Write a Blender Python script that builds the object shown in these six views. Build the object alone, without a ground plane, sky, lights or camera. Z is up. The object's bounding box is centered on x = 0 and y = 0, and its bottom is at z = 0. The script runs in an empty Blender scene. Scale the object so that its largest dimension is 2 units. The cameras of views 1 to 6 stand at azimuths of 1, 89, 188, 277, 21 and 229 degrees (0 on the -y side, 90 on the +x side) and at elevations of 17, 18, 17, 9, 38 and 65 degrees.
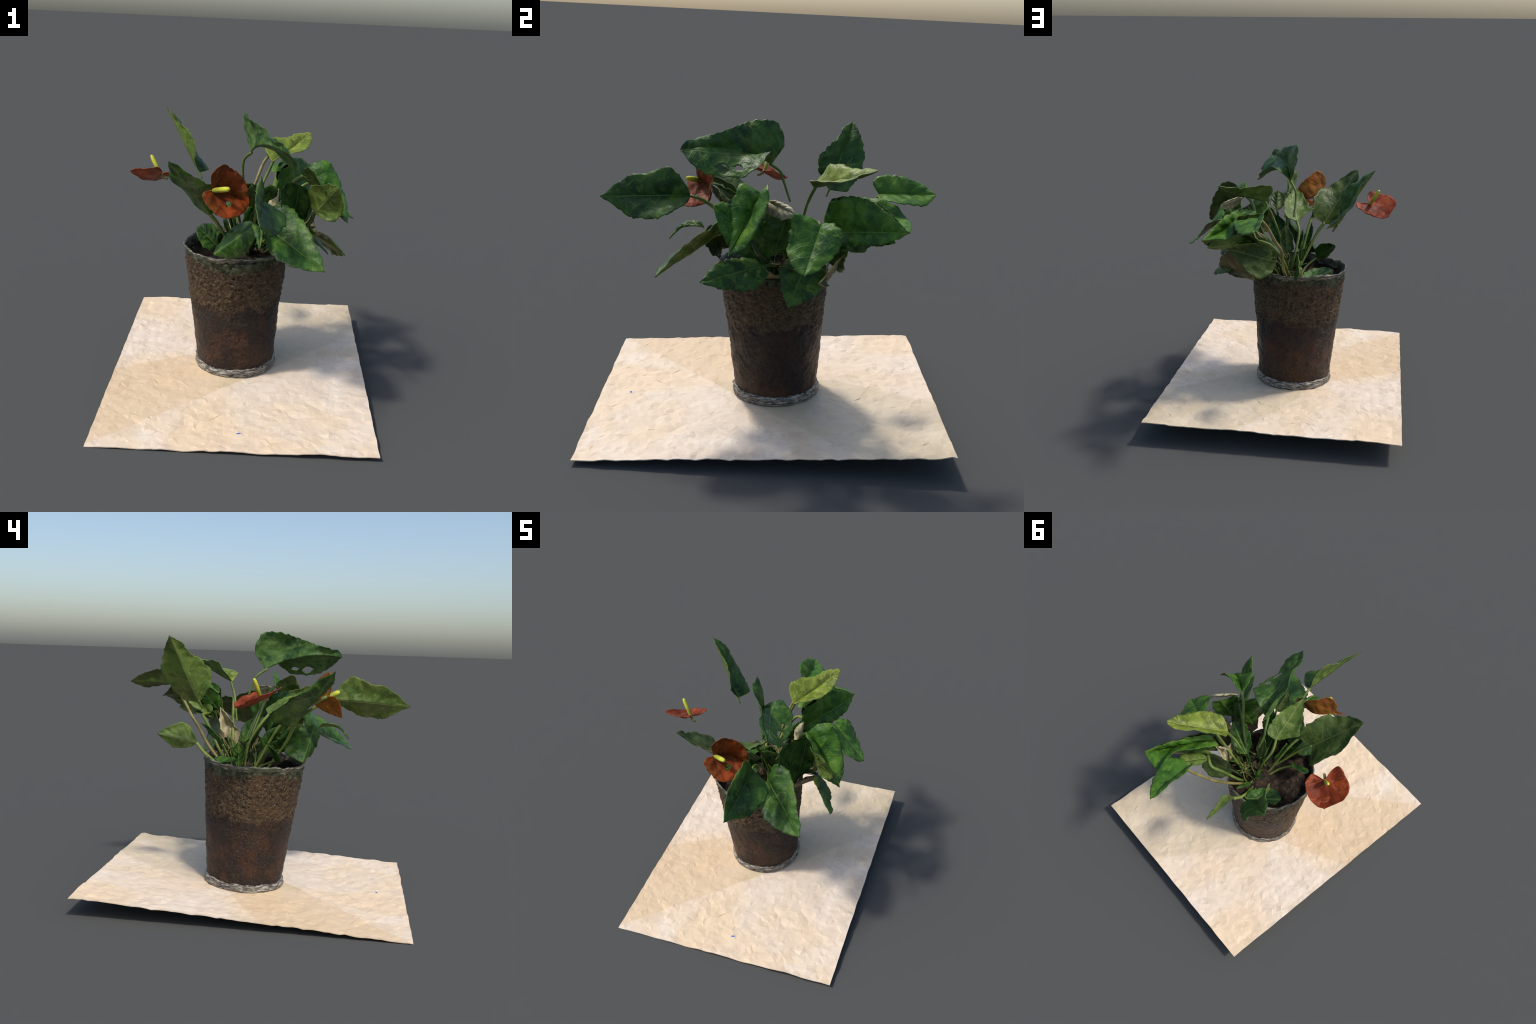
# Potted flamingo flower (heart-shaped leaves, two red spathes) in a clear pot
# full of coconut fibre, standing on a thin pale wooden board.
import bpy, math, random
from mathutils import Vector, Matrix, noise

random.seed(7)
V = Vector


# ----------------------------------------------------------------- helpers
def link(ob):
    bpy.context.scene.collection.objects.link(ob)
    return ob


def mesh_object(name, verts, faces, mats=(), face_mats=None, smooth=True):
    me = bpy.data.meshes.new(name)
    me.from_pydata([tuple(v) for v in verts], [], faces)
    for m in mats:
        me.materials.append(m)
    for i, p in enumerate(me.polygons):
        p.use_smooth = smooth
        if face_mats:
            p.material_index = face_mats[i]
    me.update()
    return link(bpy.data.objects.new(name, me))


def adopt(parent, child):
    child.parent = parent
    child.matrix_parent_inverse = parent.matrix_world.inverted()


def catmull(pts, n):
    """n+1 points evenly spaced along a Catmull-Rom curve through pts."""
    pts = [V(p) for p in pts]
    dense = []
    for i in range(len(pts) - 1):
        p1, p2 = pts[i], pts[i + 1]
        p0 = pts[i - 1] if i else p1 * 2 - p2
        p3 = pts[i + 2] if i + 2 < len(pts) else p2 * 2 - p1
        for k in range(12):
            t = k / 12
            dense.append(0.5 * ((2 * p1) + (p2 - p0) * t + (2 * p0 - 5 * p1 + 4 * p2 - p3) * t * t
                                + (3 * p1 - p0 - 3 * p2 + p3) * t ** 3))
    dense.append(pts[-1])
    acc = [0.0]
    for a, b in zip(dense, dense[1:]):
        acc.append(acc[-1] + (b - a).length)
    out, j = [], 0
    for k in range(n + 1):
        d = acc[-1] * k / n
        while j < len(acc) - 2 and acc[j + 1] < d:
            j += 1
        f = (d - acc[j]) / max(1e-9, acc[j + 1] - acc[j])
        out.append(dense[j].lerp(dense[j + 1], min(1, max(0, f))))
    return out


# --------------------------------------------------------------- materials
class Nodes:
    def __init__(self, name, rough=0.6, spec=0.3):
        self.mat = bpy.data.materials.new(name)
        self.mat.use_nodes = True
        self.t = self.mat.node_tree
        self.bsdf = self.t.nodes["Principled BSDF"]
        self.bsdf.inputs["Roughness"].default_value = rough
        self.bsdf.inputs["Specular IOR Level"].default_value = spec
        self.co = self.n("ShaderNodeTexCoord").outputs["Object"]

    def n(self, kind, **kw):
        nd = self.t.nodes.new(kind)
        for k, v in kw.items():
            if k in nd.inputs:
                self.put(nd.inputs[k], v)
            else:
                setattr(nd, k, v)
        return nd

    def put(self, sock, v):
        if isinstance(v, bpy.types.NodeSocket):
            self.t.links.new(v, sock)
        else:
            sock.default_value = v

    def scale(self, v, co=None):
        m = self.n("ShaderNodeMapping")
        self.put(m.inputs["Vector"], co or self.co)
        m.inputs["Scale"].default_value = v
        return m.outputs[0]

    def noise(self, scale, detail=4, rough=0.55, dist=0.0, co=None):
        nd = self.n("ShaderNodeTexNoise", Vector=co or self.co, Scale=scale, Detail=detail,
                    Roughness=rough, Distortion=dist)
        return nd.outputs["Fac"]

    def math(self, op, a, b=0.0, clamp=False):
        nd = self.n("ShaderNodeMath", operation=op, use_clamp=clamp)
        self.put(nd.inputs[0], a)
        self.put(nd.inputs[1], b)
        return nd.outputs[0]

    def step(self, x, lo, hi):
        nd = self.n("ShaderNodeMapRange", interpolation_type='SMOOTHSTEP')
        self.put(nd.inputs["Value"], x)
        nd.inputs["From Min"].default_value = lo
        nd.inputs["From Max"].default_value = hi
        return nd.outputs["Result"]

    def mix(self, f, a, b, mode='MIX'):
        nd = self.n("ShaderNodeMix", data_type='RGBA', blend_type=mode)
        self.put(nd.inputs["Factor"], f)
        for s, c in ((nd.inputs["A"], a), (nd.inputs["B"], b)):
            pass
        self.put(nd.inputs[6], (*a, 1) if isinstance(a, tuple) else a)
        self.put(nd.inputs[7], (*b, 1) if isinstance(b, tuple) else b)
        return nd.outputs[2]

    def xyz(self):
        s = self.n("ShaderNodeSeparateXYZ", Vector=self.co)
        return s.outputs

    def bump(self, h, strength=0.3, dist=0.01):
        b = self.n("ShaderNodeBump", Strength=strength, Distance=dist)
        self.put(b.inputs["Height"], h)
        self.t.links.new(b.outputs[0], self.bsdf.inputs["Normal"])

    def colour(self, c):
        self.put(self.bsdf.inputs["Base Color"], c)
        return self.mat


def leaf_material(name, deep, mid, bright, vein, vein_strength=0.6, rough=0.45, patch=0.55):
    """Leaf skin: soft mottling, angular lighter patches, pale midrib and side veins
    laid out in the leaf's own frame (y runs along the midrib, x across it)."""
    m = Nodes(name, rough, 0.25)
    info = m.n("ShaderNodeObjectInfo").outputs["Random"]
    off = m.n("ShaderNodeVectorMath", operation='ADD')
    m.put(off.inputs[0], m.co)
    comb = m.n("ShaderNodeCombineXYZ")
    m.put(comb.inputs[0], m.math('MULTIPLY', info, 7.0))
    m.put(off.inputs[1], comb.outputs[0])
    co = off.outputs[0]
    c = m.mix(m.step(m.noise(8, 4, 0.6, 0.4, co=co), 0.38, 0.60), deep, mid)
    pat = m.noise(16, 1.5, 0.4, 1.2, co=co)
    c = m.mix(m.math('MULTIPLY', m.step(pat, patch, patch + 0.05), 0.50), c, bright)
    c = m.mix(m.math('MULTIPLY', m.step(m.noise(5, 3, 0.6, 0.5, co=co), 0.5, 0.70), 0.7), c, bright)
    x, y, z = m.xyz()
    ax = m.math('ABSOLUTE', x)
    rib = m.math('SUBTRACT', 1.0, m.step(ax, 0.002, 0.006))
    wob = m.math('MULTIPLY', m.noise(12, 2, co=co), 0.05)
    s = m.math('SUBTRACT', m.math('ADD', y, wob), m.math('MULTIPLY', ax, 0.75))
    tri = m.math('PINGPONG', s, 0.035)
    side = m.math('MULTIPLY', m.math('SUBTRACT', 1.0, m.step(tri, 0.0, 0.004)), 0.45)
    vv = m.math('MULTIPLY', m.math('MAXIMUM', rib, side), vein_strength)
    c = m.mix(vv, c, vein)
    g = m.noise(60, 3)
    c = m.mix(m.math('MULTIPLY', m.step(g, 0.5, 0.75), 0.25), c, deep)
    m.bump(m.math('ADD', m.noise(22, 4, 0.6, 0.6), m.math('MULTIPLY', vv, -0.5)), 0.45, 0.014)
    return m.colour(c)


GREEN = leaf_material("leaf_green", (.014, .045, .008), (.036, .098, .013), (.090, .170, .022), (.12, .20, .045))
FRESH = leaf_material("leaf_fresh_green", (.024, .080, .010), (.056, .150, .014), (.130, .250, .026), (.16, .27, .05))
YELLOW = leaf_material("leaf_yellow_green", (.085, .115, .014), (.150, .200, .022), (.270, .330, .050), (.30, .34, .08))
OLIVE = leaf_material("leaf_underside", (.056, .100, .018), (.105, .165, .030), (.170, .225, .050), (.21, .26, .08), .7)
OLIVE_DARK = leaf_material("leaf_dull_underside", (.030, .058, .012), (.062, .095, .020), (.110, .150, .035), (.15, .17, .05), .6)
MOTTLED = leaf_material("leaf_mottled_underside", (.022, .070, .022), (.060, .125, .028), (.115, .200, .050), (.19, .25, .08), .6, patch=.50)
DRY = leaf_material("dry_sheath_skin", (.085, .065, .030), (.130, .115, .045), (.240, .170, .100), (.22, .18, .10))
CREAM = leaf_material("pale_sheath_skin", (.26, .23, .11), (.46, .40, .24), (.62, .54, .36), (.30, .30, .10), .4)


def spathe_material(name, deep, mid, bright, patch):
    m = Nodes(name, 0.55, 0.2)
    c = m.mix(m.step(m.noise(8, 3), 0.35, 0.65), deep, mid)
    x, y, z = m.xyz()
    # rays running from the sinus (the local origin) outwards
    ang = m.n("ShaderNodeMath", operation='ARCTAN2')
    m.put(ang.inputs[0], x)
    m.put(ang.inputs[1], m.math('ADD', y, 0.01))
    ray = m.n("ShaderNodeCombineXYZ")
    m.put(ray.inputs[0], m.math('MULTIPLY', ang.outputs[0], 3.5))
    m.put(ray.inputs[1], m.math('MULTIPLY', y, 4.0))
    rr = m.noise(2.0, 3, 0.6, 0.4, co=ray.outputs[0])
    c = m.mix(m.math('MULTIPLY', m.step(rr, 0.50, 0.66), 0.40), c, bright)
    c = m.mix(m.math('MULTIPLY', m.step(m.noise(13, 2, 0.5, 1.5), 0.53, 0.60), 0.65), c, deep)
    c = m.mix(m.math('MULTIPLY', m.step(m.noise(7, 2, 0.5, 0.8), 0.57, 0.66), 0.6), c, bright)
    c = m.mix(m.math('MULTIPLY', m.step(m.noise(17, 1, 0.4, 1.0), 0.60, 0.63), 0.7), c, patch)
    m.bump(rr, 0.22, 0.01)
    return m.colour(c)


SPATHE_RED = spathe_material("spathe_red", (.105, .016, .004), (.235, .036, .007), (.34, .062, .012), (.29, .075, .028))
SPATHE_RUST = spathe_material("spathe_rust", (.095, .022, .004), (.23, .040, .005), (.42, .065, .008), (.16, .065, .010))
SPATHE_BACK = spathe_material("spathe_back", (.22, .085, .012), (.36, .14, .02), (.44, .10, .03), (.38, .08, .035))


def spadix_material():
    m = Nodes("spadix_yellow", 0.6, 0.3)
    z = m.xyz()[2]
    vor = m.n("ShaderNodeTexVoronoi", Vector=m.co, Scale=120.0).outputs["Distance"]
    c = m.mix(m.step(z, 0.03, 0.10), (.30, .33, .03), (.72, .70, .06))
    c = m.mix(m.math('MULTIPLY', vor, 0.5), c, (.25, .26, .03))
    m.bump(vor, 0.5, 0.004)
    return m.colour(c)


SPADIX = spadix_material()


def stem_material(name, a, b):
    m = Nodes(name, 0.5, 0.3)
    c = m.mix(m.step(m.noise(7, 3), 0.35, 0.65), a, b)
    c = m.mix(m.math('MULTIPLY', m.step(m.noise(40, 2), 0.5, 0.8), 0.3), c, (.03, .035, .01))
    return m.colour(c)


STEM = stem_material("stem_green", (.075, .125, .022), (.19, .24, .055))
STEM_DARK = stem_material("stem_dark_green", (.025, .055, .014), (.075, .105, .030))
STEM_TAN = stem_material("stem_tan", (.16, .14, .045), (.30, .25, .10))


def pot_material():
    """Coconut fibre seen through a clear wall: tan matted fibre on top, wet dark
    brown below, a grey-green film of foliage just under the rim."""
    m = Nodes("fibre_filled_pot", 0.42, 0.3)
    x, y, z = m.xyz()
    fib = m.n("ShaderNodeTexVoronoi", feature='DISTANCE_TO_EDGE', Scale=34.0, Randomness=1.0)
    warp = m.n("ShaderNodeVectorMath", operation='ADD')
    nz = m.n("ShaderNodeTexNoise", Vector=m.co, Scale=14.0, Detail=3.0).outputs["Color"]
    sc = m.n("ShaderNodeVectorMath", operation='SCALE')
    m.put(sc.inputs[0], nz)
    sc.inputs["Scale"].default_value = 0.16
    m.put(warp.inputs[0], m.scale((1, 1, 1.5)))
    m.put(warp.inputs[1], sc.outputs[0])
    m.put(fib.inputs["Vector"], warp.outputs[0])
    strand = m.math('SUBTRACT', 1.0, m.step(fib.outputs["Distance"], 0.0, 0.11))
    strand2 = m.step(m.noise(55, 4, 0.65, 2.0, co=m.scale((1, 1, 1.7))), 0.50, 0.66)
    st = m.math('MAXIMUM', m.math('MULTIPLY', strand, 0.55), strand2)
    pits = m.step(m.noise(24, 3, 0.6), 0.56, 0.68)
    top = m.mix(st, (.038, .020, .011), (.225, .148, .066))
    top = m.mix(m.math('MULTIPLY', m.step(m.noise(7, 2), 0.52, 0.66), 0.5), top, (.120, .060, .026))
    top = m.mix(m.math('MULTIPLY', pits, 0.8), top, (.016, .009, .006))
    low = m.mix(m.step(m.noise(6, 5, 0.6), 0.42, 0.66), (.022, .013, .009), (.080, .030, .012))
    low = m.mix(m.math('MULTIPLY', m.step(m.noise(3.2, 3), 0.54, 0.66), 0.6), low, (.040, .030, .014))
    band = m.math('MULTIPLY', m.step(z, 0.32, 0.43), 0.55)
    low = m.mix(band, low, (.020, .013, .010))
    low = m.mix(m.math('MULTIPLY', strand2, 0.40), low, (.085, .040, .018))
    low = m.mix(m.math('MULTIPLY', pits, 0.7), low, (.012, .008, .007))
    edge = m.math('ADD', z, m.math('MULTIPLY', m.math('SUBTRACT', m.noise(5, 5, 0.65), 0.5), 0.30))
    c = m.mix(m.step(edge, 0.445, 0.485), low, top)
    e2 = m.math('ADD', z, m.math('MULTIPLY', m.math('SUBTRACT', m.noise(8, 4, 0.65, 0.3, m.scale((1, 1, .7))), 0.5), 0.17))
    film = m.mix(m.step(m.noise(17, 4, 0.6, 1.2, m.scale((1, 1, .55))), 0.42, 0.66), (.026, .030, .014), (.105, .115, .055))
    c = m.mix(m.step(e2, 0.735, 0.765), c, film)
    m.bump(m.math('SUBTRACT', st, pits), 0.6, 0.014)
    return m.colour(c)


def film_material(name, dark, pale, green):
    m = Nodes(name, 0.35, 0.4)
    s = m.scale((4, 4, 26))
    c = m.mix(m.step(m.noise(5, 5, 0.65, 0.8, s), 0.42, 0.62), dark, pale)
    c = m.mix(m.math('MULTIPLY', m.step(m.noise(9, 2), 0.54, 0.66), 0.6), c, (.085, .065, .045))
    c = m.mix(m.math('MULTIPLY', m.step(m.noise(5, 3), 0.55, 0.62), green), c, (.050, .070, .030))
    m.bump(m.noise(8, 3, 0.5, 0.5, s), 0.5, 0.01)
    return m.colour(c)


def soil_material():
    m = Nodes("potting_soil", 0.85, 0.2)
    c = m.mix(m.step(m.noise(22, 5), 0.4, 0.65), (.014, .010, .008), (.055, .036, .022))
    c = m.mix(m.step(m.noise(50, 3), 0.62, 0.72), c, (.13, .095, .05))
    m.bump(m.noise(45, 4), 0.6, 0.012)
    return m.colour(c)


def board_material():
    m = Nodes("pale_wood", 0.55, 0.3)
    c = m.mix(m.step(m.noise(1.6, 2), 0.38, 0.62), (.775, .600, .405), (.765, .630, .485))
    c = m.mix(m.math('MULTIPLY', m.step(m.noise(2.6, 2, 0.5, 0.5), 0.52, 0.70), 0.6), c, (.81, .70, .58))  # pinkish-white highlights of the scan, lightened into the base colour
    rot = m.n("ShaderNodeMapping")
    m.put(rot.inputs["Vector"], m.co)
    rot.inputs["Rotation"].default_value = (0, 0, math.radians(-4))
    rot.inputs["Scale"].default_value = (60, 2.0, 1)
    grain = m.noise(2.2, 4, 0.6, 0.2, rot.outputs[0])
    c = m.mix(m.math('MULTIPLY', m.step(grain, 0.50, 0.70), 0.22), c, (.56, .43, .30))
    # shading of the dents, painted as darker angular cells and blotches
    warp = m.n("ShaderNodeMapping")
    m.put(warp.inputs["Vector"], m.co)
    warp.inputs["Scale"].default_value = (14, 20, 1)
    cell = m.n("ShaderNodeTexVoronoi", Vector=warp.outputs[0], Scale=1.0, Randomness=1.0)
    bw = m.n("ShaderNodeSeparateColor", Color=cell.outputs["Color"]).outputs[0]
    c = m.mix(m.math('MULTIPLY', m.step(bw, 0.62, 0.75), 0.11), c, (.42, .31, .20))
    c = m.mix(m.math('MULTIPLY', m.step(m.noise(11, 3, 0.5, 0.6), 0.56, 0.64), 0.14), c, (.42, .31, .22))
    # a short brown scratch and a small blue pen dot near the front edge
    x, y, z = m.xyz()

    def spot(px, py, rx, ry, ang):
        ca, sa = math.cos(ang), math.sin(ang)
        dx, dy = m.math('SUBTRACT', x, px), m.math('SUBTRACT', y, py)
        u = m.math('ADD', m.math('MULTIPLY', dx, ca / rx), m.math('MULTIPLY', dy, sa / rx))
        v = m.math('ADD', m.math('MULTIPLY', dx, -sa / ry), m.math('MULTIPLY', dy, ca / ry))
        d = m.math('ADD', m.math('MULTIPLY', u, u), m.math('MULTIPLY', v, v))
        return m.math('LESS_THAN', d, 1.0)

    # two straight-edged cast shadows beside the pot, tinted into the wood colour
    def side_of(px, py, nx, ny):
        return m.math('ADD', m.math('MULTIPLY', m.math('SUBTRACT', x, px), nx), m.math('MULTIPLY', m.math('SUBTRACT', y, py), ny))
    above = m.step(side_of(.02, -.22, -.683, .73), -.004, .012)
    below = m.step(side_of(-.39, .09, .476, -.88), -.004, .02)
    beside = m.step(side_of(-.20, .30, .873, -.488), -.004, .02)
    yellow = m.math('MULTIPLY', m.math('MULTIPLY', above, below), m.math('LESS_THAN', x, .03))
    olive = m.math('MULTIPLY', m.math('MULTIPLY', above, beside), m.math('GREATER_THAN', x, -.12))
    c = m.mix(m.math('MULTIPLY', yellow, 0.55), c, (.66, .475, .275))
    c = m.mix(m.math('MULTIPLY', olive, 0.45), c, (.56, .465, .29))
    c = m.mix(m.math('MULTIPLY', spot(-0.115, -0.655, 0.05, 0.004, 0.75), 0.6), c, (.45, .25, .12))
    c = m.mix(spot(0.030, -0.817, 0.013, 0.007, 0.2), c, (.045, .15, .62))
    return m.colour(c)


# ------------------------------------------------------------------- board
def build_board():
    # heights of the four corners: the board lies slightly tilted, the back raised
    za, zb, zc, zd = .006, .030, .138, .131
    hx, hy, th = .796, .996, .005
    nx, ny = 54, 68

    def top(x, y):
        u, w = (x / hx + 1) / 2, (y / hy + 1) / 2
        z = (za * (1 - u) + zb * u) * (1 - w) + (zd * (1 - u) + zc * u) * w
        z -= .011 * (1 - (x / hx) ** 6) * (1 - (y / hy) ** 6)
        calm = 1 - math.exp(-(((x + .03) ** 2 + (y - .06) ** 2) / .12))
        calm *= 1 - 0.6 * math.exp(-(((x - .38) ** 2 + (y - .2) ** 2) / .09))
        q = V((x * 9, y * 14, 3.1)) + 0.6 * noise.noise_vector(V((x * 9, y * 9, 1)))
        lump = noise.noise(q) * 0.0075 + noise.noise(q * 2.3) * 0.0030
        w = noise.noise_vector(V((x * 5, y * 5, 4))) * .35
        d1 = noise.voronoi(V((x * 11 + y * 4 + w.x, y * 15 + w.y, 1.7)))[0]
        lump += (d1[1] - d1[0] - .35) * 0.006
        return z + lump * (0.25 + 0.75 * calm) + 0.004 * noise.noise(V((x * 3, y * 3, 9)))

    verts, faces = [], []
    rnd = random.Random(11)
    for j in range(ny + 1):
        for i in range(nx + 1):
            x, y = hx * (2 * i / nx - 1), hy * (2 * j / ny - 1)
            z = top(x, y)
            if 0 < i < nx and 0 < j < ny:
                x += rnd.uniform(-.38, .38) * 2 * hx / nx
                y += rnd.uniform(-.38, .38) * 2 * hy / ny
                z = top(x, y) + rnd.uniform(-.0018, .0018) * (.3 + .7 * min(1, ((x + .03) ** 2 + (y - .06) ** 2) / .3))
            ex = 0.004 * noise.noise(V((0, y * 9, 5 + x)))
            ey = 0.004 * noise.noise(V((x * 9, 0, 7 + y)))
            verts.append(V((x + ex * abs(x) / hx, y + ey * abs(y) / hy, z)))
    nt = len(verts)
    verts += [V((v.x, v.y, max(0.0, v.z - th))) for v in verts]
    W = nx + 1
    for j in range(ny):
        for i in range(nx):
            a = j * W + i
            if rnd.random() < .5:
                faces += [(a, a + 1, a + W + 1), (a, a + W + 1, a + W)]
            else:
                faces += [(a, a + 1, a + W), (a + 1, a + W + 1, a + W)]
            faces.append((nt + a, nt + a + W, nt + a + W + 1, nt + a + 1))
    for i in range(nx):
        a, b = i, ny * W + i
        faces += [(a, nt + a, nt + a + 1, a + 1), (b + 1, nt + b + 1, nt + b, b)]
    for j in range(ny):
        a, b = j * W, j * W + nx
        faces += [(a + W, nt + a + W, nt + a, a), (b, nt + b, nt + b + W, b + W)]
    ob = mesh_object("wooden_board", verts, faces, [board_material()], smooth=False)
    ob["label"] = "thin pale cream wooden board with lumpy surface"
    ob["category"] = "board"
    return ob


build_board()

# --------------------------------------------------------------------- pot
POT_BASE = V((-0.034, 0.065, 0.077))
axis = V((-0.030, -0.060, 1.0)).normalized()
POT = Matrix.Translation(POT_BASE) @ V((0, 0, 1)).rotation_difference(axis).to_matrix().to_4x4()

plant = bpy.data.objects.new("potted_plant", None)
plant.location = POT_BASE
plant["label"] = "potted flamingo flower with green heart leaves, red spathes"
plant["category"] = "potted plant"
link(plant)
bpy.context.view_layer.update()


def lathe(name, profile, mat, seg=160, wobble=None, smooth=True, cap=True):
    """Revolve (radius, height) profile about the pot axis; wobble(a, h, r) -> (dr, dz)."""
    verts, faces = [], []
    for r, h in profile:
        for k in range(seg):
            a = 2 * math.pi * k / seg
            dr, dz = wobble(a, h, r) if wobble else (0, 0)
            verts.append(V(((r + dr) * math.cos(a), (r + dr) * math.sin(a), h + dz)))
    n = len(profile)
    for i in range(n - 1):
        for k in range(seg):
            k2 = (k + 1) % seg
            faces.append((i * seg + k, i * seg + k2, (i + 1) * seg + k2, (i + 1) * seg + k))
    if cap:
        faces.append(tuple(reversed(range(seg))))
    ob = mesh_object(name, verts, faces, [mat], smooth=smooth)
    ob.matrix_world = POT
    adopt(plant, ob)
    return ob


def round_noise(a, h, f, fz, seed):
    return noise.noise(V((math.cos(a) * f, math.sin(a) * f, h * fz + seed)))


def wall_wobble(a, h, r):
    fibre = min(1, max(0, (h - .40) / .1))
    d = 0.0045 * round_noise(a, h, 3.2, 11, 2) + 0.0035 * round_noise(a, h, 8, 26, 4)
    d += (0.003 + 0.006 * fibre) * round_noise(a, h, 15, 46, 8) + 0.004 * fibre * round_noise(a, h, 28, 85, 9)
    swell = min(1, max(0, (h - .42) / .3)) * max(0, math.cos(a + .70)) ** 2
    return d + .015 * swell, 0


WALL_TOP = 0.79
outer = [(0.247 + (0.316 - 0.247) * t ** 0.95, 0.020 + (WALL_TOP - 0.020) * t) for t in [i / 130 for i in range(131)]]
inner = [(outer[-1][0] - .010, WALL_TOP), (.295, .66)]
lathe("pot", [(0.2, 0.018)] + outer + inner, pot_material(), 300, wall_wobble)
RIM_FILM = film_material("rim_film", (.045, .042, .028), (.300, .275, .205), 0.6)
FOOT_FILM = film_material("foot_film", (.055, .048, .040), (.400, .360, .290), 0.0)


def rim_wobble(a, h, r):
    lift = 0.014 * round_noise(a, 0, 1.3, 1, 21) + 0.012 * round_noise(a, 0, 5, 1, 31) + .006 * round_noise(a, 0, 14, 1, 3)
    return 0.006 * round_noise(a, h, 2.2, 6, 12) + 0.008 * round_noise(a, h, 8, 40, 14), lift


rim = [(.312, .782), (.319, .790), (.321, .802), (.325, .810), (.325, .818), (.320, .822), (.314, .818), (.309, .806),
       (.305, .785), (.303, .760)]
lathe("rim", rim, RIM_FILM, 200, rim_wobble, cap=False)


def foot_wobble(a, h, r):
    return (0.008 * round_noise(a, h, 4, 40, 44) + 0.009 * round_noise(a, h, 10, 70, 45)) * (1 if h > .004 else .3), \
        0.007 * round_noise(a, 0, 5, 1, 47) + 0.005 * round_noise(a, 0, 13, 1, 49)


foot = [(.258, -.010), (.264, .004), (.259, .014), (.262, .024), (.258, .034), (.252, .044), (.248, .047), (.240, .044)]
lathe("foot_ring", [(.20, -.010)] + foot, FOOT_FILM, 200, foot_wobble)


def build_soil():
    rings, seg = 26, 90
    verts, faces = [V((0, 0, .74))], []
    for i in range(1, rings + 1):
        r = .300 * i / rings
        for k in range(seg):
            a = 2 * math.pi * k / seg
            x, y = r * math.cos(a), r * math.sin(a)
            z = .725 + .06 * x + .03 * math.exp(-((x - .08) ** 2 + (y - .08) ** 2) / .015)
            z += .024 * noise.noise(V((x * 14, y * 14, 3))) + .014 * noise.noise(V((x * 34, y * 34, 5)))
            z += .05 * max(0, (r - .22) / .08) ** 2
            verts.append(V((x, y, z)))
    for k in range(seg):
        faces.append((0, 1 + k, 1 + (k + 1) % seg))
    for i in range(rings - 1):
        for k in range(seg):
            a, b = 1 + i * seg, 1 + (i + 1) * seg
            faces.append((a + k, b + k, b + (k + 1) % seg, a + (k + 1) % seg))
    ob = mesh_object("soil", verts, faces, [soil_material()])
    ob.matrix_world = POT
    adopt(plant, ob)


build_soil()


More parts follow.
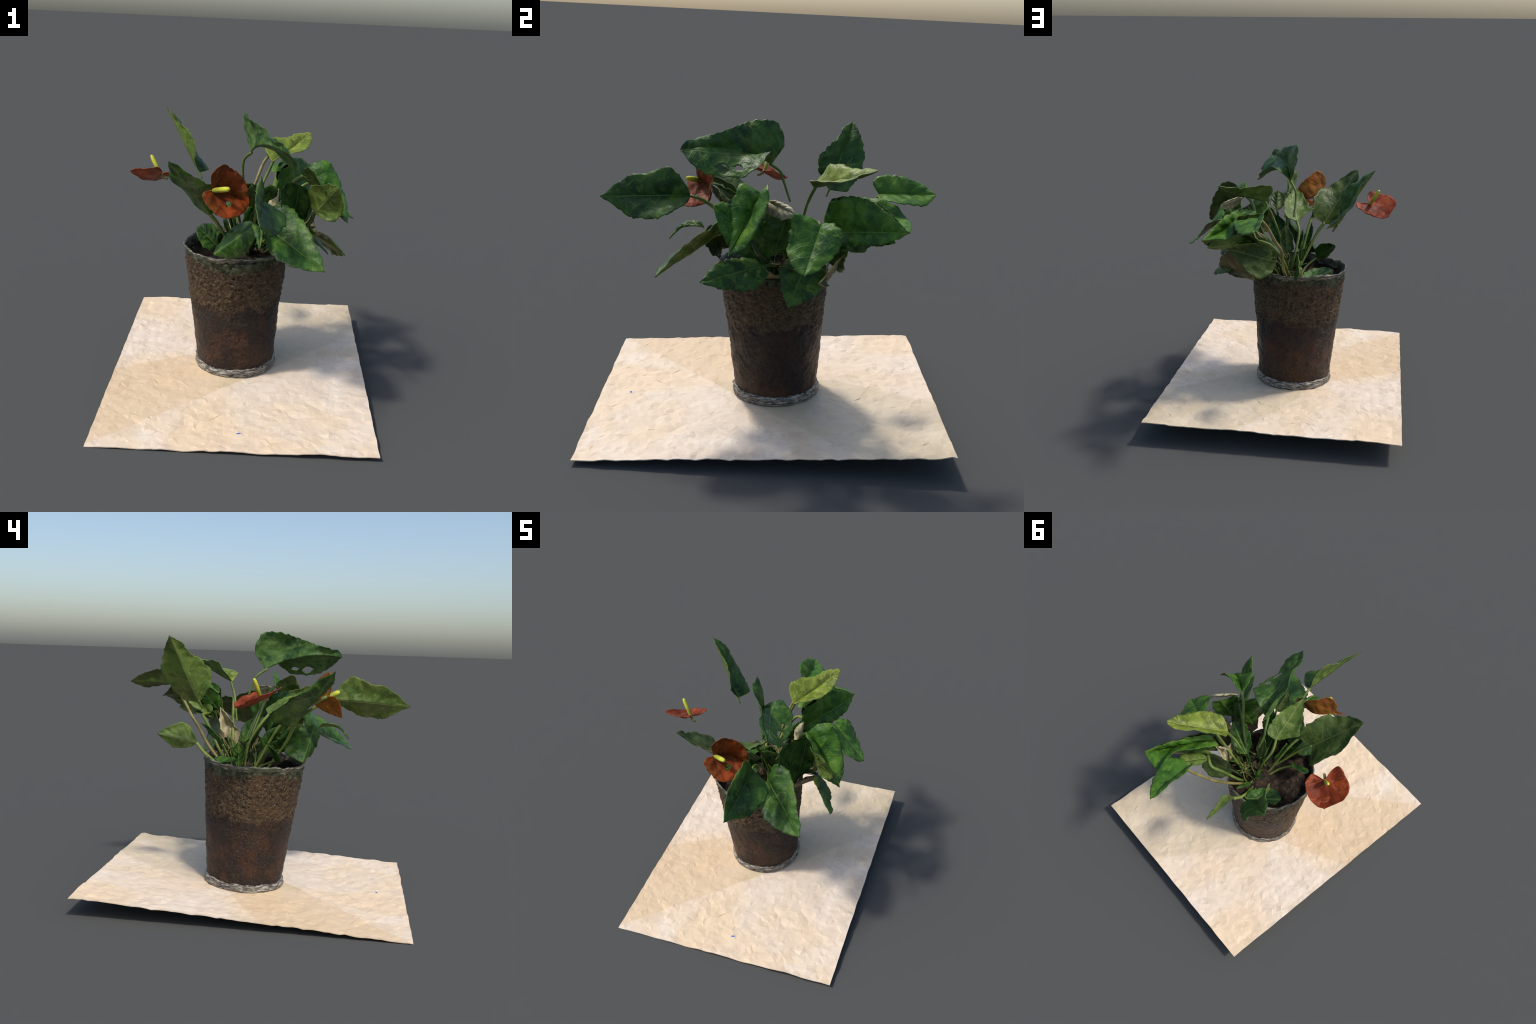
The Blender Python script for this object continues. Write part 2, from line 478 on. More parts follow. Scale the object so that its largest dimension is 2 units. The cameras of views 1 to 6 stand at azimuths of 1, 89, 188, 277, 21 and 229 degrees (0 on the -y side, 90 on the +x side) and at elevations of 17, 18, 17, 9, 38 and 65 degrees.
# ------------------------------------------------------------------ leaves
def blade(name, base, tip, left, right, front, back, bow=0.0, bulge=0.010, ruffle=0.013, thick=0.007,
          nu=44, nv=12, fan=1.25, holes=(), sag=None, seed=0):
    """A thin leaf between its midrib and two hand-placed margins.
    left/right: margin points from the base round to the tip, named as seen from the
    upper face with the tip pointing up. bow lifts the midrib, bulge rounds each half."""
    base, tip = V(base), V(tip)
    le, re = catmull([base] + list(left) + [tip], nu), catmull([base] + list(right) + [tip], nu)
    mid_l, mid_r = le[nu // 2], re[nu // 2]
    along = (tip - base).normalized()
    normal = (mid_r - mid_l).cross(along).normalized()
    across = along.cross(normal).normalized()
    size = (tip - base).length
    grow = min(1.0, size / 0.30)
    grid = []
    rnd = random.Random(name + str(seed))
    o = V((rnd.uniform(0, 50), rnd.uniform(0, 50), rnd.uniform(0, 50)))
    for i in range(nu + 1):
        u = i / nu
        s = u ** fan
        rib = base.lerp(tip, s) + normal * (bow * 4 * s * (1 - s))
        if sag:
            rib += V(sag) * (4 * s * (1 - s))
        row = []
        for j in range(-nv, nv + 1):
            v = abs(j) / nv
            e = le[i] if j < 0 else re[i]
            half = e - rib
            p = rib + half * v
            nn = half.cross(along) if j >= 0 else along.cross(half)
            nn = nn.normalized() if nn.length > 1e-6 else normal
            env = math.sin(math.pi * min(1, u)) ** 0.6 if 0 < u < 1 else 0
            p += nn * (bulge * 4 * v * (1 - v) * env)
            # quilting between the side veins, wrinkles, and an uneven torn-looking margin
            sv = math.sin((s - v * 0.22) * 34) * 0.0022 * math.sin(math.pi * v) * env
            wr = grow * noise.noise(p * 7 + o) * ruffle * 1.2 + grow * (noise.noise(p * 20 + o) * ruffle * 0.75 + noise.noise(p * 45 + o) * ruffle * 0.25)
            p += nn * (sv + wr * (0.35 + 0.65 * v) * min(1, env + .15))
            if v > 0.6:
                k = (v - 0.6) / 0.4 * env
                p += (half.normalized() if half.length > 1e-6 else across) * \
                     (noise.noise(V((u * 30 * size, math.copysign(5, j), 0)) + o) * 0.011 + noise.noise(V((u * 72 * size, math.copysign(5, j), 3)) + o) * 0.013) * grow * k
            row.append(p)
        grid.append(row)
    W = 2 * nv + 1
    # smooth vertex normals of the sheet
    nrm = []
    for i in range(nu + 1):
        for j in range(W):
            a = grid[min(nu, i + 1)][j] - grid[max(0, i - 1)][j]
            b = grid[i][min(W - 1, j + 1)] - grid[i][max(0, j - 1)]
            c = b.cross(a)
            nrm.append(c.normalized() if c.length > 1e-9 else normal)
    if sum((n.dot(normal) for n in nrm)) < 0:
        nrm = [-n for n in nrm]
    frame = Matrix((across, along, normal)).transposed().to_4x4()
    frame.translation = base
    inv = frame.inverted()
    flat = [p for r in grid for p in r]
    tf = []
    for k, p in enumerate(flat):
        j = k % W
        edge = 1 - (abs(j - nv) / nv) ** 3
        tf.append(thick * (0.35 + 0.65 * edge) / 2)
    verts = [inv @ (p + n * t) for p, n, t in zip(flat, nrm, tf)] + [inv @ (p - n * t) for p, n, t in zip(flat, nrm, tf)]
    N = len(flat)
    dropped = set()
    for i in range(nu):
        for j in range(W - 1):
            uu, vv = (i + .5) / nu, (j + .5 - nv) / nv
            for hu, hv, ru, rv in holes:
                if ((uu - hu) / ru) ** 2 + ((vv - hv) / rv) ** 2 < 1 + 0.5 * noise.noise(V((i * .7, j * .7, 2))):
                    dropped.add((i, j))
    faces, fm = [], []
    for i in range(nu):
        for j in range(W - 1):
            if (i, j) in dropped:
                continue
            a = i * W + j
            q = (a, a + 1, a + W + 1, a + W)
            faces.append(q)
            fm.append(0)
            faces.append(tuple(N + k for k in reversed(q)))
            fm.append(1)
            for di, dj, x, y in ((0, -1, a + W, a), (0, 1, a + 1, a + W + 1), (-1, 0, a, a + 1), (1, 0, a + W + 1, a + W)):
                ii, jj = i + di, j + dj
                if ii < 0 or jj < 0 or ii >= nu or jj >= W - 1 or (ii, jj) in dropped:
                    faces.append((y, x, N + x, N + y))
                    fm.append(1)
    ob = mesh_object(name, verts, faces, [front, back], fm)
    ob.data.validate()
    ob.matrix_world = frame
    adopt(plant, ob)
    return ob


LEAVES = [
    # tall upright leaf at the back left
    dict(base=(-0.326, 0.332, 1.262), tip=(-0.559, 0.47, 1.655), front=GREEN, back=OLIVE,
         left=[(-0.345, 0.277, 1.347), (-0.345, 0.258, 1.433), (-0.375, 0.30, 1.513), (-0.44, 0.36, 1.553), (-0.50, 0.406, 1.616)],
         right=[(-0.275, 0.435, 1.27), (-0.338, 0.494, 1.328), (-0.40, 0.535, 1.404), (-0.452, 0.54, 1.489), (-0.49, 0.516, 1.576)]),
    # topmost leaf, folded along its rib, torn in the lower half
    dict(base=(0.015, -0.029, 1.469), tip=(0.22, -0.516, 1.56), front=GREEN, back=MOTTLED, sag=(-0.03, 0, 0.045),
         left=[(0.05, -0.02, 1.505), (0.10, -0.03, 1.54), (0.183, -0.05, 1.55), (0.24, -0.10, 1.50), (0.265, -0.20, 1.435),
               (0.257, -0.32, 1.438), (0.285, -0.43, 1.49)],
         right=[(-0.02, 0.04, 1.58), (-0.035, 0.007, 1.669), (-0.023, -0.059, 1.711), (0.0, -0.174, 1.692),
                (0.09, -0.30, 1.65), (0.135, -0.426, 1.615), (0.195, -0.494, 1.60)],
         holes=[(.64, -.75, .05, .14), (.52, -.72, .035, .10)], nu=90, nv=26),
    # long leaf reaching to the front
    dict(base=(0.09, -0.47, 1.285), tip=(0.096, -0.969, 1.258), front=GREEN, back=OLIVE,
         left=[(0.16, -0.49, 1.25), (0.233, -0.57, 1.21), (0.22, -0.648, 1.177), (0.19, -0.745, 1.168), (0.134, -0.83, 1.178), (0.11, -0.90, 1.22)],
         right=[(0.093, -0.493, 1.344), (0.098, -0.552, 1.42), (0.1, -0.598, 1.439), (0.085, -0.686, 1.405), (0.07, -0.778, 1.383), (0.07, -0.863, 1.345)]),
    # broad glossy leaf hanging over the front right rim
    dict(base=(0.13, -0.3, 1.085), tip=(0.459, -0.611, 0.928), front=GREEN, back=OLIVE,
         left=[(0.15, -0.275, 1.18), (0.202, -0.285, 1.222), (0.274, -0.305, 1.197), (0.332, -0.355, 1.157), (0.375, -0.435, 1.115),
               (0.404, -0.496, 1.06), (0.44, -0.55, 0.995)],
         right=[(0.115, -0.395, 1.059), (0.135, -0.466, 1.015), (0.186, -0.555, 0.979), (0.247, -0.578, 0.945), (0.317, -0.60, 0.932), (0.389, -0.615, 0.932)]),
    # cupped leaf at the very back
    dict(base=(0.119, 0.57, 1.347), tip=(0.1, 0.887, 1.355), front=FRESH, back=OLIVE_DARK,
         left=[(0.10, 0.53, 1.415), (0.065, 0.593, 1.448), (0.065, 0.675, 1.447), (0.066, 0.755, 1.427), (0.07, 0.83, 1.395)],
         right=[(0.17, 0.55, 1.35), (0.25, 0.59, 1.35), (0.27, 0.645, 1.345), (0.245, 0.735, 1.322), (0.205, 0.80, 1.31), (0.15, 0.855, 1.332)]),
    # yellow-green young leaf
    dict(base=(0.147, 0.206, 1.378), tip=(0.397, 0.505, 1.532), front=YELLOW, back=OLIVE,
         left=[(0.10, 0.25, 1.45), (0.113, 0.30, 1.505), (0.165, 0.36, 1.505), (0.218, 0.395, 1.503), (0.30, 0.475, 1.522), (0.36, 0.510, 1.534)],
         right=[(0.20, 0.18, 1.42), (0.262, 0.187, 1.44), (0.345, 0.25, 1.442), (0.378, 0.335, 1.465), (0.40, 0.41, 1.50)], bow=-0.015),
    # large smooth leaf at the right back: a tent whose far side folds down again
    dict(base=(0.19, 0.285, 1.14), tip=(0.463, 0.689, 1.233), front=FRESH, back=OLIVE_DARK,
         left=[(0.19, 0.27, 1.22), (0.215, 0.29, 1.31), (0.256, 0.335, 1.345), (0.295, 0.44, 1.366), (0.36, 0.54, 1.34), (0.41, 0.615, 1.29)],
         right=[(0.26, 0.31, 1.075), (0.325, 0.385, 1.10), (0.378, 0.452, 1.122), (0.41, 0.51, 1.136), (0.432, 0.56, 1.147), (0.45, 0.635, 1.187)], bow=.012),
    dict(base=(0.20, 0.295, 1.30), tip=(0.463, 0.692, 1.230), front=FRESH, back=OLIVE_DARK,
         left=[(0.15, 0.30, 1.30), (0.155, 0.345, 1.33), (0.19, 0.42, 1.338), (0.245, 0.52, 1.348), (0.27, 0.63, 1.333), (0.28, 0.705, 1.265), (0.37, 0.715, 1.25)],
         right=[(0.235, 0.31, 1.34), (0.295, 0.445, 1.369), (0.36, 0.543, 1.343), (0.41, 0.618, 1.293)]),
    dict(base=(0.215, 0.30, 1.185), tip=(0.225, 0.44, 1.335), front=FRESH, back=OLIVE_DARK,
         left=[(0.235, 0.37, 1.19), (0.25, 0.44, 1.25)],
         right=[(0.185, 0.285, 1.24), (0.18, 0.31, 1.305), (0.20, 0.365, 1.345)]),
    # the cupped underside of the same leaf
    dict(base=(0.19, 0.33, 1.125), tip=(0.445, 0.625, 1.17), front=FRESH, back=OLIVE, bulge=-.006,
         left=[(0.20, 0.345, 1.20), (0.26, 0.41, 1.212), (0.31, 0.477, 1.215), (0.40, 0.58, 1.225)],
         right=[(0.18, 0.385, 1.143), (0.185, 0.445, 1.156), (0.243, 0.478, 1.155), (0.321, 0.480, 1.139), (0.40, 0.55, 1.138)]),
    # crumpled blade between the back petioles
    dict(base=(0.18, 0.36, 1.13), tip=(0.22, 0.58, 1.30), front=OLIVE, back=OLIVE_DARK,
         left=[(0.165, 0.43, 1.17), (0.175, 0.52, 1.24)], right=[(0.25, 0.42, 1.18), (0.27, 0.52, 1.26)]),
    # leaves closing the right side of the crown
    dict(base=(0.42, 0.06, 1.28), tip=(0.37, 0.0, 1.05), front=GREEN, back=GREEN,
         left=[(0.46, 0.11, 1.25), (0.43, 0.11, 1.17), (0.40, 0.06, 1.09)],
         right=[(0.40, -0.05, 1.24), (0.39, -0.07, 1.15), (0.375, -0.05, 1.09)]),
    dict(base=(0.10, 0.21, 1.0), tip=(0.27, 0.25, 0.87), front=GREEN, back=GREEN,
         left=[(0.16, 0.26, 1.0), (0.26, 0.30, 0.95), (0.28, 0.285, 0.90)],
         right=[(0.12, 0.19, 0.93), (0.18, 0.20, 0.87), (0.23, 0.22, 0.855)]),
    # crumpled olive remains beside the front flower
    dict(base=(0.03, -0.25, 1.19), tip=(0.035, -0.365, 1.345), front=OLIVE_DARK, back=DRY,
         left=[(-0.01, -0.28, 1.22), (-0.005, -0.34, 1.29)], right=[(0.07, -0.27, 1.23), (0.075, -0.34, 1.30)]),
    # narrow arching young leaf in front
    dict(base=(0.08, -0.39, 1.10), tip=(0.095, -0.585, 1.03), front=GREEN, back=OLIVE_DARK, bow=.045,
         left=[(0.11, -0.42, 1.12), (0.115, -0.50, 1.11)], right=[(0.05, -0.42, 1.13), (0.055, -0.50, 1.125)]),
    # small leaf low at the back left
    dict(base=(-0.107, 0.387, 0.984), tip=(-0.13, 0.64, 1.037), front=GREEN, back=OLIVE,
         left=[(-0.11, 0.399, 1.042), (-0.09, 0.437, 1.087), (-0.093, 0.488, 1.114), (-0.108, 0.543, 1.097), (-0.122, 0.595, 1.072)],
         right=[(-0.096, 0.432, 0.954), (-0.09, 0.481, 0.946), (-0.09, 0.53, 0.948), (-0.10, 0.572, 0.971), (-0.115, 0.606, 1.004)]),
    # light green heart leaf facing right
    dict(base=(0.445, 0.234, 1.238), tip=(0.683, 0.153, 1.048), front=FRESH, back=OLIVE_DARK,
         left=[(0.433, 0.275, 1.26), (0.503, 0.323, 1.257), (0.534, 0.339, 1.20), (0.573, 0.316, 1.142), (0.616, 0.265, 1.103), (0.656, 0.216, 1.067)],
         right=[(0.43, 0.18, 1.28), (0.474, 0.098, 1.303), (0.501, 0.08, 1.255), (0.525, 0.069, 1.20), (0.567, 0.067, 1.152), (0.62, 0.076, 1.112), (0.653, 0.106, 1.07)]),
    # olive leaf in the middle, seen from below
    dict(base=(-0.027, -0.061, 1.18), tip=(0.03, -0.36, 1.35), front=GREEN, back=OLIVE,
         left=[(-0.077, -0.116, 1.205), (-0.123, -0.175, 1.245), (-0.11, -0.215, 1.245), (-0.064, -0.276, 1.295), (-0.024, -0.316, 1.335)],
         right=[(0.035, -0.04, 1.215), (0.068, -0.085, 1.24), (0.072, -0.152, 1.28), (0.064, -0.225, 1.306), (0.047, -0.296, 1.33)]),
    # wide dark leaf at the front left
    dict(base=(-0.205, -0.243, 1.125), tip=(-0.418, -0.487, 1.478), front=GREEN, back=OLIVE_DARK,
         left=[(-0.300, -0.13, 1.155), (-0.34, -0.115, 1.20), (-0.378, -0.17, 1.258), (-0.415, -0.228, 1.30), (-0.435, -0.29, 1.34), (-0.433, -0.35, 1.385), (-0.432, -0.41, 1.435)],
         right=[(-0.125, -0.19, 1.20), (-0.125, -0.25, 1.30), (-0.16, -0.37, 1.345), (-0.205, -0.425, 1.345), (-0.243, -0.444, 1.372), (-0.30, -0.475, 1.412), (-0.36, -0.485, 1.455)]),
    # puckered leaf drooping to the right
    dict(base=(0.33, -0.064, 1.351), tip=(0.607, -0.228, 1.109), front=FRESH, back=OLIVE_DARK,
         left=[(0.40, -0.047, 1.431), (0.475, -0.05, 1.443), (0.515, -0.05, 1.402), (0.565, -0.055, 1.314), (0.598, -0.098, 1.224), (0.609, -0.15, 1.15)],
         right=[(0.34, -0.11, 1.40), (0.366, -0.185, 1.425), (0.408, -0.216, 1.368), (0.437, -0.234, 1.304), (0.50, -0.232, 1.23), (0.572, -0.223, 1.164)], bulge=0.016),
    # its neighbour with the brown withered tip, showing its underside to the front
    dict(base=(0.415, -0.115, 1.14), tip=(0.53, -0.318, 1.342), front=FRESH, back=OLIVE,
         left=[(0.475, -0.19, 1.115), (0.53, -0.22, 1.115), (0.57, -0.245, 1.174), (0.562, -0.275, 1.25)],
         right=[(0.385, -0.07, 1.196), (0.37, -0.10, 1.26), (0.39, -0.17, 1.32), (0.43, -0.228, 1.335), (0.48, -0.28, 1.35)]),
    # dark leaf hanging over the right rim
    dict(base=(0.37, 0.17, 0.985), tip=(0.533, 0.087, 0.821), front=GREEN, back=OLIVE_DARK,
         left=[(0.34, 0.26, 0.985), (0.345, 0.29, 0.94), (0.37, 0.285, 0.91), (0.415, 0.26, 0.888), (0.479, 0.213, 0.855), (0.505, 0.15, 0.832)],
         right=[(0.395, 0.075, 1.02), (0.405, 0.04, 0.985), (0.414, 0.036, 0.95), (0.451, 0.05, 0.906), (0.495, 0.065, 0.862)]),
    # small dark leaf pointing right
    dict(base=(0.40, -0.04, 1.0), tip=(0.59, -0.367, 0.958), front=GREEN, back=OLIVE_DARK,
         left=[(0.43, -0.02, 0.955), (0.473, -0.06, 0.925), (0.512, -0.10, 0.902), (0.55, -0.215, 0.905), (0.594, -0.317, 0.938)],
         right=[(0.405, -0.09, 1.03), (0.416, -0.15, 1.042), (0.462, -0.245, 1.045), (0.51, -0.30, 1.025), (0.552, -0.343, 0.995)]),
    # shaded leaf hanging inside the crown
    dict(base=(0.315, -0.02, 1.285), tip=(0.27, -0.10, 0.96), front=GREEN, back=GREEN,
         left=[(0.25, -0.15, 1.32), (0.19, -0.27, 1.28), (0.215, -0.29, 1.18), (0.26, -0.25, 1.06)],
         right=[(0.37, 0.0, 1.25), (0.39, -0.01, 1.15), (0.36, 0.0, 1.05), (0.32, -0.03, 0.99)]),
    # leaf pressed against the front rim
    dict(base=(0.07, -0.36, 1.11), tip=(-0.175, -0.30, 0.90), front=GREEN, back=OLIVE_DARK,
         left=[(0.06, -0.395, 1.04), (0.02, -0.36, 0.95), (-0.02, -0.31, 0.885), (-0.09, -0.30, 0.88)],
         right=[(0.02, -0.22, 1.10), (-0.06, -0.16, 1.04), (-0.14, -0.19, 0.95)]),
    # leaf over the back rim
    dict(base=(0.06, 0.28, 0.99), tip=(0.37, 0.40, 1.10), front=GREEN, back=OLIVE_DARK,
         left=[(0.08, 0.27, 1.10), (0.16, 0.32, 1.17), (0.27, 0.40, 1.17)],
         right=[(0.085, 0.33, 0.93), (0.125, 0.365, 0.90), (0.17, 0.388, 0.905), (0.226, 0.40, 0.935), (0.30, 0.39, 1.02)]),
    # small round leaf inside the left of the pot
    dict(base=(-0.16, -0.13, 0.90), tip=(-0.29, -0.10, 1.01), front=GREEN, back=GREEN,
         left=[(-0.20, -0.17, 0.89), (-0.26, -0.17, 0.93), (-0.295, -0.14, 0.98)],
         right=[(-0.155, -0.10, 0.97), (-0.19, -0.07, 1.02), (-0.25, -0.08, 1.03)]),
    # narrow strip-like young leaf among the stems
    dict(base=(-0.09, 0.22, 0.98), tip=(-0.115, 0.36, 1.115), front=GREEN, back=GREEN,
         left=[(-0.115, 0.24, 1.02), (-0.13, 0.30, 1.09)], right=[(-0.08, 0.27, 1.01), (-0.095, 0.33, 1.07)]),
    # young leaves between the front petioles
    dict(base=(0.13, -0.20, 1.22), tip=(0.14, -0.31, 1.34), front=GREEN, back=OLIVE_DARK,
         left=[(0.09, -0.22, 1.25), (0.09, -0.29, 1.30)], right=[(0.18, -0.22, 1.25), (0.185, -0.28, 1.31)]),
    dict(base=(-0.05, -0.04, 0.96), tip=(-0.065, -0.13, 1.11), front=GREEN, back=GREEN,
         left=[(-0.06, -0.02, 1.01), (-0.07, -0.06, 1.07)], right=[(-0.045, -0.11, 0.98), (-0.055, -0.145, 1.05)]),
    dict(base=(0.03, -0.02, 1.0), tip=(0.17, -0.21, 1.19), front=GREEN, back=GREEN,
         left=[(0.03, -0.06, 1.08), (0.08, -0.14, 1.17)], right=[(0.11, -0.05, 1.0), (0.18, -0.12, 1.09)]),
    dict(base=(-0.07, -0.10, 0.94), tip=(-0.11, -0.27, 1.12), front=GREEN, back=GREEN,
         left=[(-0.10, -0.11, 1.0), (-0.13, -0.19, 1.08)], right=[(-0.05, -0.18, 0.95), (-0.07, -0.26, 1.03)]),
    dict(base=(0.10, 0.10, 0.98), tip=(0.30, 0.06, 1.14), front=GREEN, back=GREEN,
         left=[(0.12, 0.04, 1.04), (0.22, 0.0, 1.12)], right=[(0.15, 0.15, 1.0), (0.25, 0.13, 1.08)]),
    dict(base=(0.02, 0.05, 0.96), tip=(0.05, -0.02, 1.16), front=GREEN, back=OLIVE_DARK,
         left=[(-0.02, 0.04, 1.02), (0.0, 0.0, 1.11)], right=[(0.07, 0.04, 1.02), (0.09, -0.01, 1.10)]),
    # young upright leaf in the pot
    dict(base=(-0.05, 0.12, 0.82), tip=(-0.06, 0.12, 1.0), front=GREEN, back=GREEN,
         left=[(-0.05, 0.09, 0.88), (-0.065, 0.085, 0.95)], right=[(-0.05, 0.15, 0.88), (-0.065, 0.16, 0.95)]),
    # low leaf along the back left rim
    dict(base=(-0.12, 0.30, 0.87), tip=(-0.30, 0.12, 0.90), front=GREEN, back=GREEN,
         left=[(-0.17, 0.29, 0.88), (-0.25, 0.22, 0.885), (-0.30, 0.17, 0.895)],
         right=[(-0.11, 0.24, 0.90), (-0.17, 0.14, 0.91), (-0.24, 0.10, 0.91)]),
]
for i, d in enumerate(LEAVES):
    blade("leaf", seed=i, **d)

# dried brown sheath spread between the back leaf and the right-hand leaf
blade("dry_sheath", (0.20, 0.32, 0.865), (0.46, 0.24, 0.93), [(0.25, 0.35, 0.95), (0.34, 0.375, 1.06), (0.42, 0.33, 1.03)],
      [(0.26, 0.30, 0.87), (0.34, 0.31, 0.885), (0.41, 0.28, 0.90)], DRY, DRY, seed=1)
blade("dry_sheath", (0.25, -0.12, 0.90), (0.43, -0.02, 0.98), [(0.29, -0.15, 0.98), (0.37, -0.10, 1.01)],
      [(0.26, 0.0, 0.885), (0.34, 0.04, 0.92)], DRY, DRY, seed=3)
blade("dry_sheath", (0.24, 0.12, 0.885), (0.44, 0.12, 0.99), [(0.25, 0.20, 0.89), (0.36, 0.21, 0.95)],
      [(0.27, 0.04, 0.93), (0.38, 0.05, 1.0)], DRY, DRY, seed=4)
blade("pale_sheath", (0.35, -0.04, 1.335), (0.475, 0.10, 1.305), [(0.37, 0.0, 1.345), (0.43, 0.07, 1.335)],
      [(0.38, -0.05, 1.29), (0.44, 0.03, 1.265)], CREAM, CREAM, seed=5)
# pale papery sheath round the stems
blade("pale_sheath", (0.20, 0.13, 0.90), (0.20, 0.29, 1.20), [(0.25, 0.06, 0.97), (0.19, 0.17, 1.06), (0.15, 0.23, 1.14)],
      [(0.16, 0.23, 0.93), (0.13, 0.26, 1.03), (0.14, 0.28, 1.12)], CREAM, CREAM, seed=2)


# ------------------------------------------------------------------- stems
def tube(name, pts, r0, r1, mat, n=26, seg=8):
    c = catmull(pts, n)
    verts, faces = [], []
    ref = V((0.3, 0.9, 0.1))
    for i, p in enumerate(c):
        t = (c[min(n, i + 1)] - c[max(0, i - 1)]).normalized()
        a = t.cross(ref).normalized()
        b = t.cross(a)
        r = r0 + (r1 - r0) * i / n
        r *= 1 + 0.15 * noise.noise(p * 20)
        for k in range(seg):
            q = 2 * math.pi * k / seg
            verts.append(p + (a * math.cos(q) + b * math.sin(q)) * r)
    for i in range(n):
        for k in range(seg):
            k2 = (k + 1) % seg
            faces.append((i * seg + k, i * seg + k2, (i + 1) * seg + k2, (i + 1) * seg + k))
    faces += [tuple(reversed(range(seg))), tuple(n * seg + k for k in range(seg))]
    ob = mesh_object(name, verts, faces, [mat])
    adopt(plant, ob)
    return ob


STEMS = [
    ([(0.02, -0.04, 1.472), (-0.02, 0.02, 1.425), (-0.031, 0.043, 1.37), (-0.024, 0.088, 1.25)], .009, .006, STEM),
    ([(0.155, 0.215, 1.382), (0.11, 0.18, 1.28), (0.067, 0.159, 1.158), (0.055, 0.152, 1.12)], .010, .006, STEM),
    ([(-0.025, -0.07, 1.185), (-0.05, -0.013, 1.11), (-0.03, 0.06, .98), (0.01, 0.09, .80)], .010, .008, STEM),
    ([(-0.205, -0.245, 1.13), (-0.17, -0.225, 1.085), (-0.14, -0.20, 1.03), (-0.11, -0.165, .97), (-0.03, -0.05, .80)], .011, .010, STEM),
    ([(0.20, 0.36, 1.155), (0.12, 0.395, 1.15), (0.085, 0.373, 1.125), (0.06, 0.344, 1.085), (0.035, 0.317, 1.045), (0.0, 0.26, .94), (0.0, 0.18, .80)], .012, .009, STEM),
    ([(0.119, 0.575, 1.347), (0.093, 0.556, 1.312), (0.07, 0.522, 1.259), (0.048, 0.482, 1.196), (0.023, 0.445, 1.14), (0.009, 0.40, 1.08),
      (0.012, 0.34, .97), (0.0, 0.26, .87), (0.0, 0.2, .80)], .010, .011, STEM_TAN),
    ([(-0.335, 0.338, 1.275), (-0.318, 0.326, 1.25), (-0.305, 0.316, 1.225)], .010, .006, STEM),
    ([(-0.107, 0.39, .985), (-0.106, 0.319, .908), (-0.08, 0.22, .84), (-0.05, 0.17, .80)], .012, .010, STEM),
    ([(0.445, 0.234, 1.238), (0.36, 0.225, 1.235), (0.20, 0.2, 1.06), (0.03, 0.16, .80)], .011, .010, STEM),
    ([(0.335, -0.066, 1.35), (0.28, -0.03, 1.30), (0.22, 0.03, 1.14), (0.10, 0.1, .90), (0.06, 0.12, .80)], .012, .010, STEM),
    ([(0.09, -0.475, 1.285), (0.072, -0.378, 1.246), (0.06, -0.2, 1.1), (0.0, 0.02, .80)], .010, .010, STEM),
    ([(0.14, -0.31, 1.083), (0.11, -0.22, 1.10), (0.06, -0.06, .95), (0.02, 0.05, .78)], .010, .010, STEM),
    ([(-0.170, -0.44, 1.318), (-0.156, -0.32, 1.25), (-0.10, -0.15, 1.12), (-0.04, 0.03, .80)], .011, .010, STEM),
    ([(0.40, -0.035, 1.0), (0.33, 0.0, .98), (0.18, 0.05, .92), (0.06, 0.09, .80)], .010, .010, STEM_DARK),
    ([(0.37, 0.175, .985), (0.30, 0.18, .97), (0.15, 0.14, .90), (0.05, 0.13, .80)], .010, .010, STEM),
    ([(0.315, -0.02, 1.285), (0.24, 0.02, 1.2), (0.13, 0.08, 1.0), (0.05, 0.1, .80)], .010, .010, STEM_DARK),
    ([(0.085, 0.285, 1.02), (0.04, 0.23, .93), (0.02, 0.19, .80)], .010, .010, STEM_DARK),
    ([(0.07, -0.36, 1.11), (0.05, -0.25, 1.05), (0.01, -0.05, .90), (0.0, 0.03, .80)], .010, .010, STEM_DARK),
    ([(-0.16, -0.13, .90), (-0.10, -0.05, .86), (-0.06, 0.04, .80)], .008, .008, STEM),
    ([(-0.09, 0.22, .98), (-0.05, 0.18, .88), (0.0, 0.16, .80)], .008, .008, STEM),
    ([(0.415, -0.115, 1.14), (0.38, -0.07, 1.05), (0.22, 0.02, .93), (0.08, 0.08, .80)], .013, .010, STEM_DARK),
    ([(0.13, -0.20, 1.22), (0.10, -0.12, 1.08), (0.04, 0.05, .82)], .008, .009, STEM_DARK),
    ([(-0.12, 0.30, .87), (-0.08, 0.24, .85), (-0.05, 0.2, .80)], .008, .008, STEM),
]
for pts, r0, r1, m in STEMS:
    tube("stem", pts, r0, r1, m)

# tangle of thin roots and young shoots round the crown, too many to count
rnd = random.Random(3)
shoots = []
for k in range(46):
    a, r = rnd.uniform(0, 6.28), rnd.uniform(.02, .13)
    p0 = V((.06 + r * math.cos(a), .12 + r * math.sin(a), .83))
    lean = V((rnd.uniform(-.10, .12), rnd.uniform(-.06, .10), rnd.uniform(.02, .22)))
    mid = p0 + lean * .5 + V((rnd.uniform(-.03, .03), rnd.uniform(-.03, .03), .02))
    ob = tube("shoot", [p0, mid, p0 + lean], .006, .003, (STEM, STEM_DARK, STEM_TAN)[k % 3], 8, 6)
    shoots.append(ob)
with bpy.context.temp_override(active_object=shoots[0], selected_editable_objects=shoots, object=shoots[0]):
    bpy.ops.object.join()
shoots[0].name = "young_shoots"
shoots[0]["kind"] = "stuff"


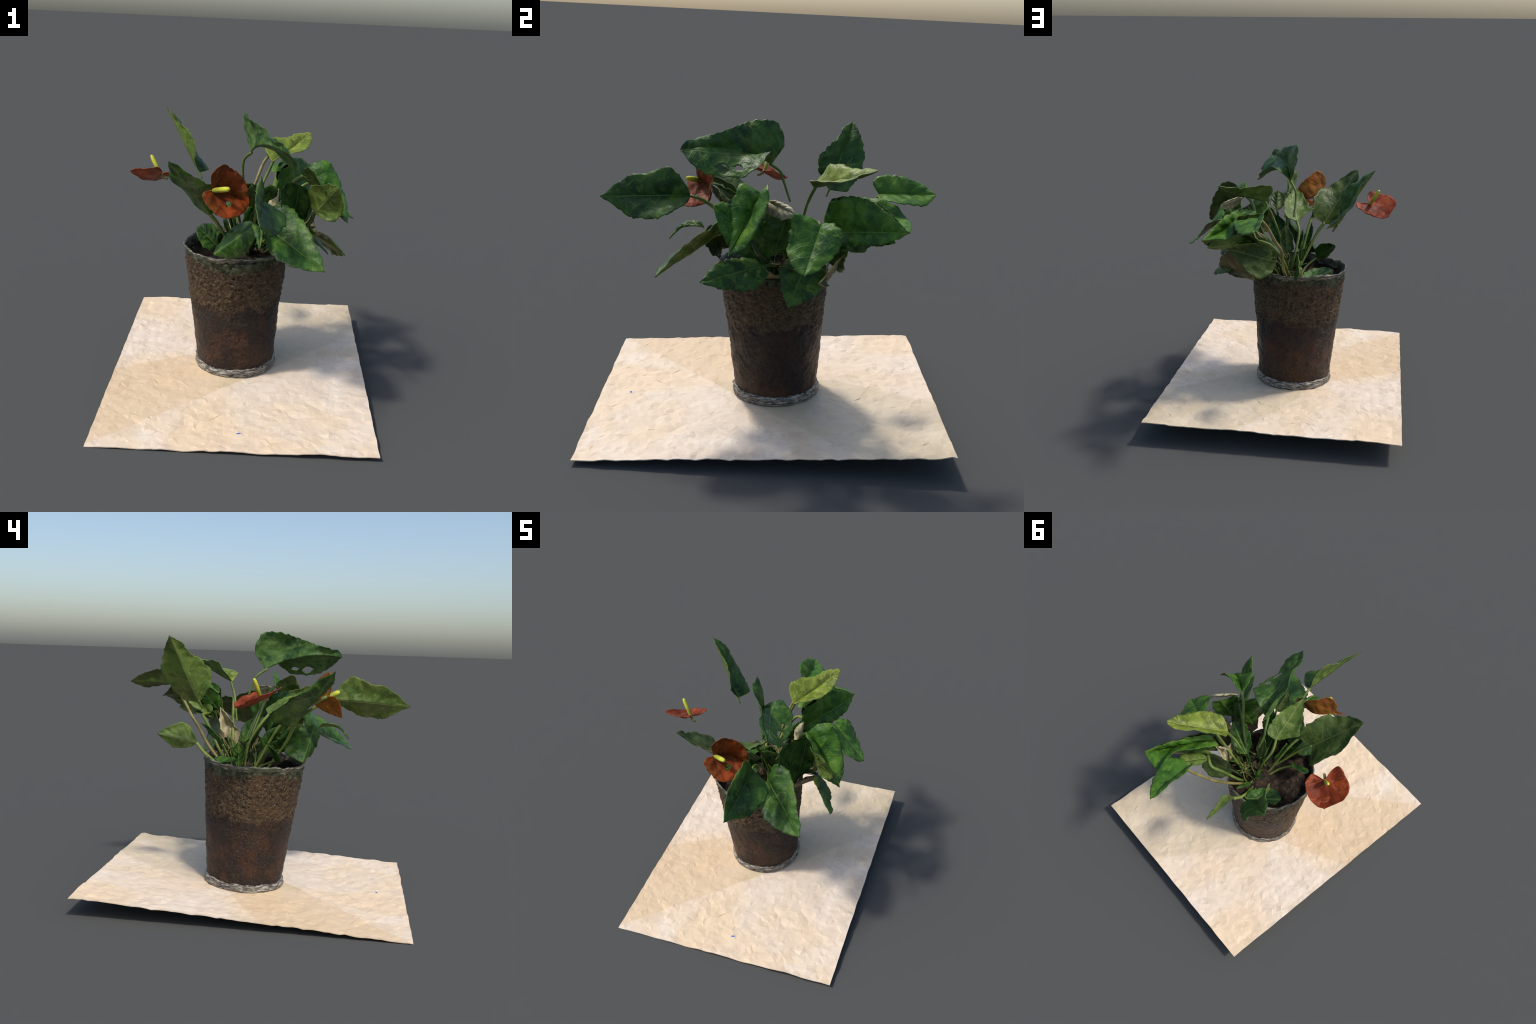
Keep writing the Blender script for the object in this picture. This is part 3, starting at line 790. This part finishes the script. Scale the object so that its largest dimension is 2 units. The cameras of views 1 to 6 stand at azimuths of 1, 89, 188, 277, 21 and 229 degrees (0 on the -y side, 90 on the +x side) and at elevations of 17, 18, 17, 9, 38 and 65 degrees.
# ----------------------------------------------------------------- flowers
def spadix(base, tip, r):
    base, tip = V(base), V(tip)
    d = tip - base
    L = d.length
    prof = [(.3, 0), (.75, .04), (.95, .2), (1.0, .5), (.95, .8), (.75, .94), (.4, 1.0)]
    seg, rows = 16, 30
    verts, faces = [], []
    for i in range(rows + 1):
        t = i / rows
        for (a, ta), (b, tb) in zip(prof, prof[1:]):
            if ta <= t <= tb:
                rr = a + (b - a) * (t - ta) / (tb - ta)
        for k in range(seg):
            q = 2 * math.pi * k / seg
            w = r * rr * (1 + 0.07 * math.sin(k * math.pi + i * math.pi))
            verts.append(V((w * math.cos(q), w * math.sin(q), L * t)))
    for i in range(rows):
        for k in range(seg):
            k2 = (k + 1) % seg
            faces.append((i * seg + k, i * seg + k2, (i + 1) * seg + k2, (i + 1) * seg + k))
    faces += [tuple(reversed(range(seg))), tuple(rows * seg + k for k in range(seg))]
    ob = mesh_object("spadix", verts, faces, [SPADIX])
    ob.matrix_world = Matrix.Translation(base) @ V((0, 0, 1)).rotation_difference(d).to_matrix().to_4x4()
    return ob


def flower(spathe_args, sp_base, sp_tip, r):
    s = blade("spathe", **spathe_args)
    bpy.context.view_layer.update()
    p = spadix(sp_base, sp_tip, r)
    bpy.context.view_layer.update()
    adopt(s, p)


# open flat spathe floating out on the left
flower(dict(base=(-0.52, -0.067, 1.325), tip=(-0.65, 0.05, 1.268), front=SPATHE_RED, back=SPATHE_RED, bow=-.022, ruffle=.018, bulge=-.012,
            left=[(-0.502, -0.14, 1.36), (-0.526, -0.186, 1.381), (-0.573, -0.18, 1.374), (-0.675, -0.139, 1.355), (-0.701, -0.064, 1.325)],
            right=[(-0.438, -0.035, 1.335), (-0.435, 0.03, 1.319), (-0.479, 0.062, 1.304), (-0.545, 0.082, 1.285), (-0.606, 0.075, 1.27)]),
       (-0.522, -0.067, 1.315), (-0.584, -0.032, 1.427), .013)
tube("stem", [(-0.522, -0.067, 1.322), (-0.50, -0.088, 1.305), (-0.475, -0.105, 1.305)], .011, .009, STEM_TAN, 12)
# cupped rust-coloured spathe at the front
flower(dict(base=(-0.178, -0.452, 1.321), tip=(0.027, -0.375, 1.235), front=SPATHE_RUST, back=SPATHE_BACK, ruffle=.016,
            left=[(-0.184, -0.475, 1.40), (-0.13, -0.461, 1.458), (-0.069, -0.392, 1.43), (-0.013, -0.357, 1.376), (0.015, -0.357, 1.305)],
            right=[(-0.226, -0.50, 1.315), (-0.206, -0.53, 1.256), (-0.165, -0.532, 1.211), (-0.112, -0.54, 1.19), (-0.055, -0.515, 1.19), (0.0, -0.455, 1.20)],
            sag=(-.005, .045, .0), holes=[(.55, .45, .05, .13)], nu=80, nv=24),
       (-0.178, -0.448, 1.318), (-0.081, -0.51, 1.345), .016)
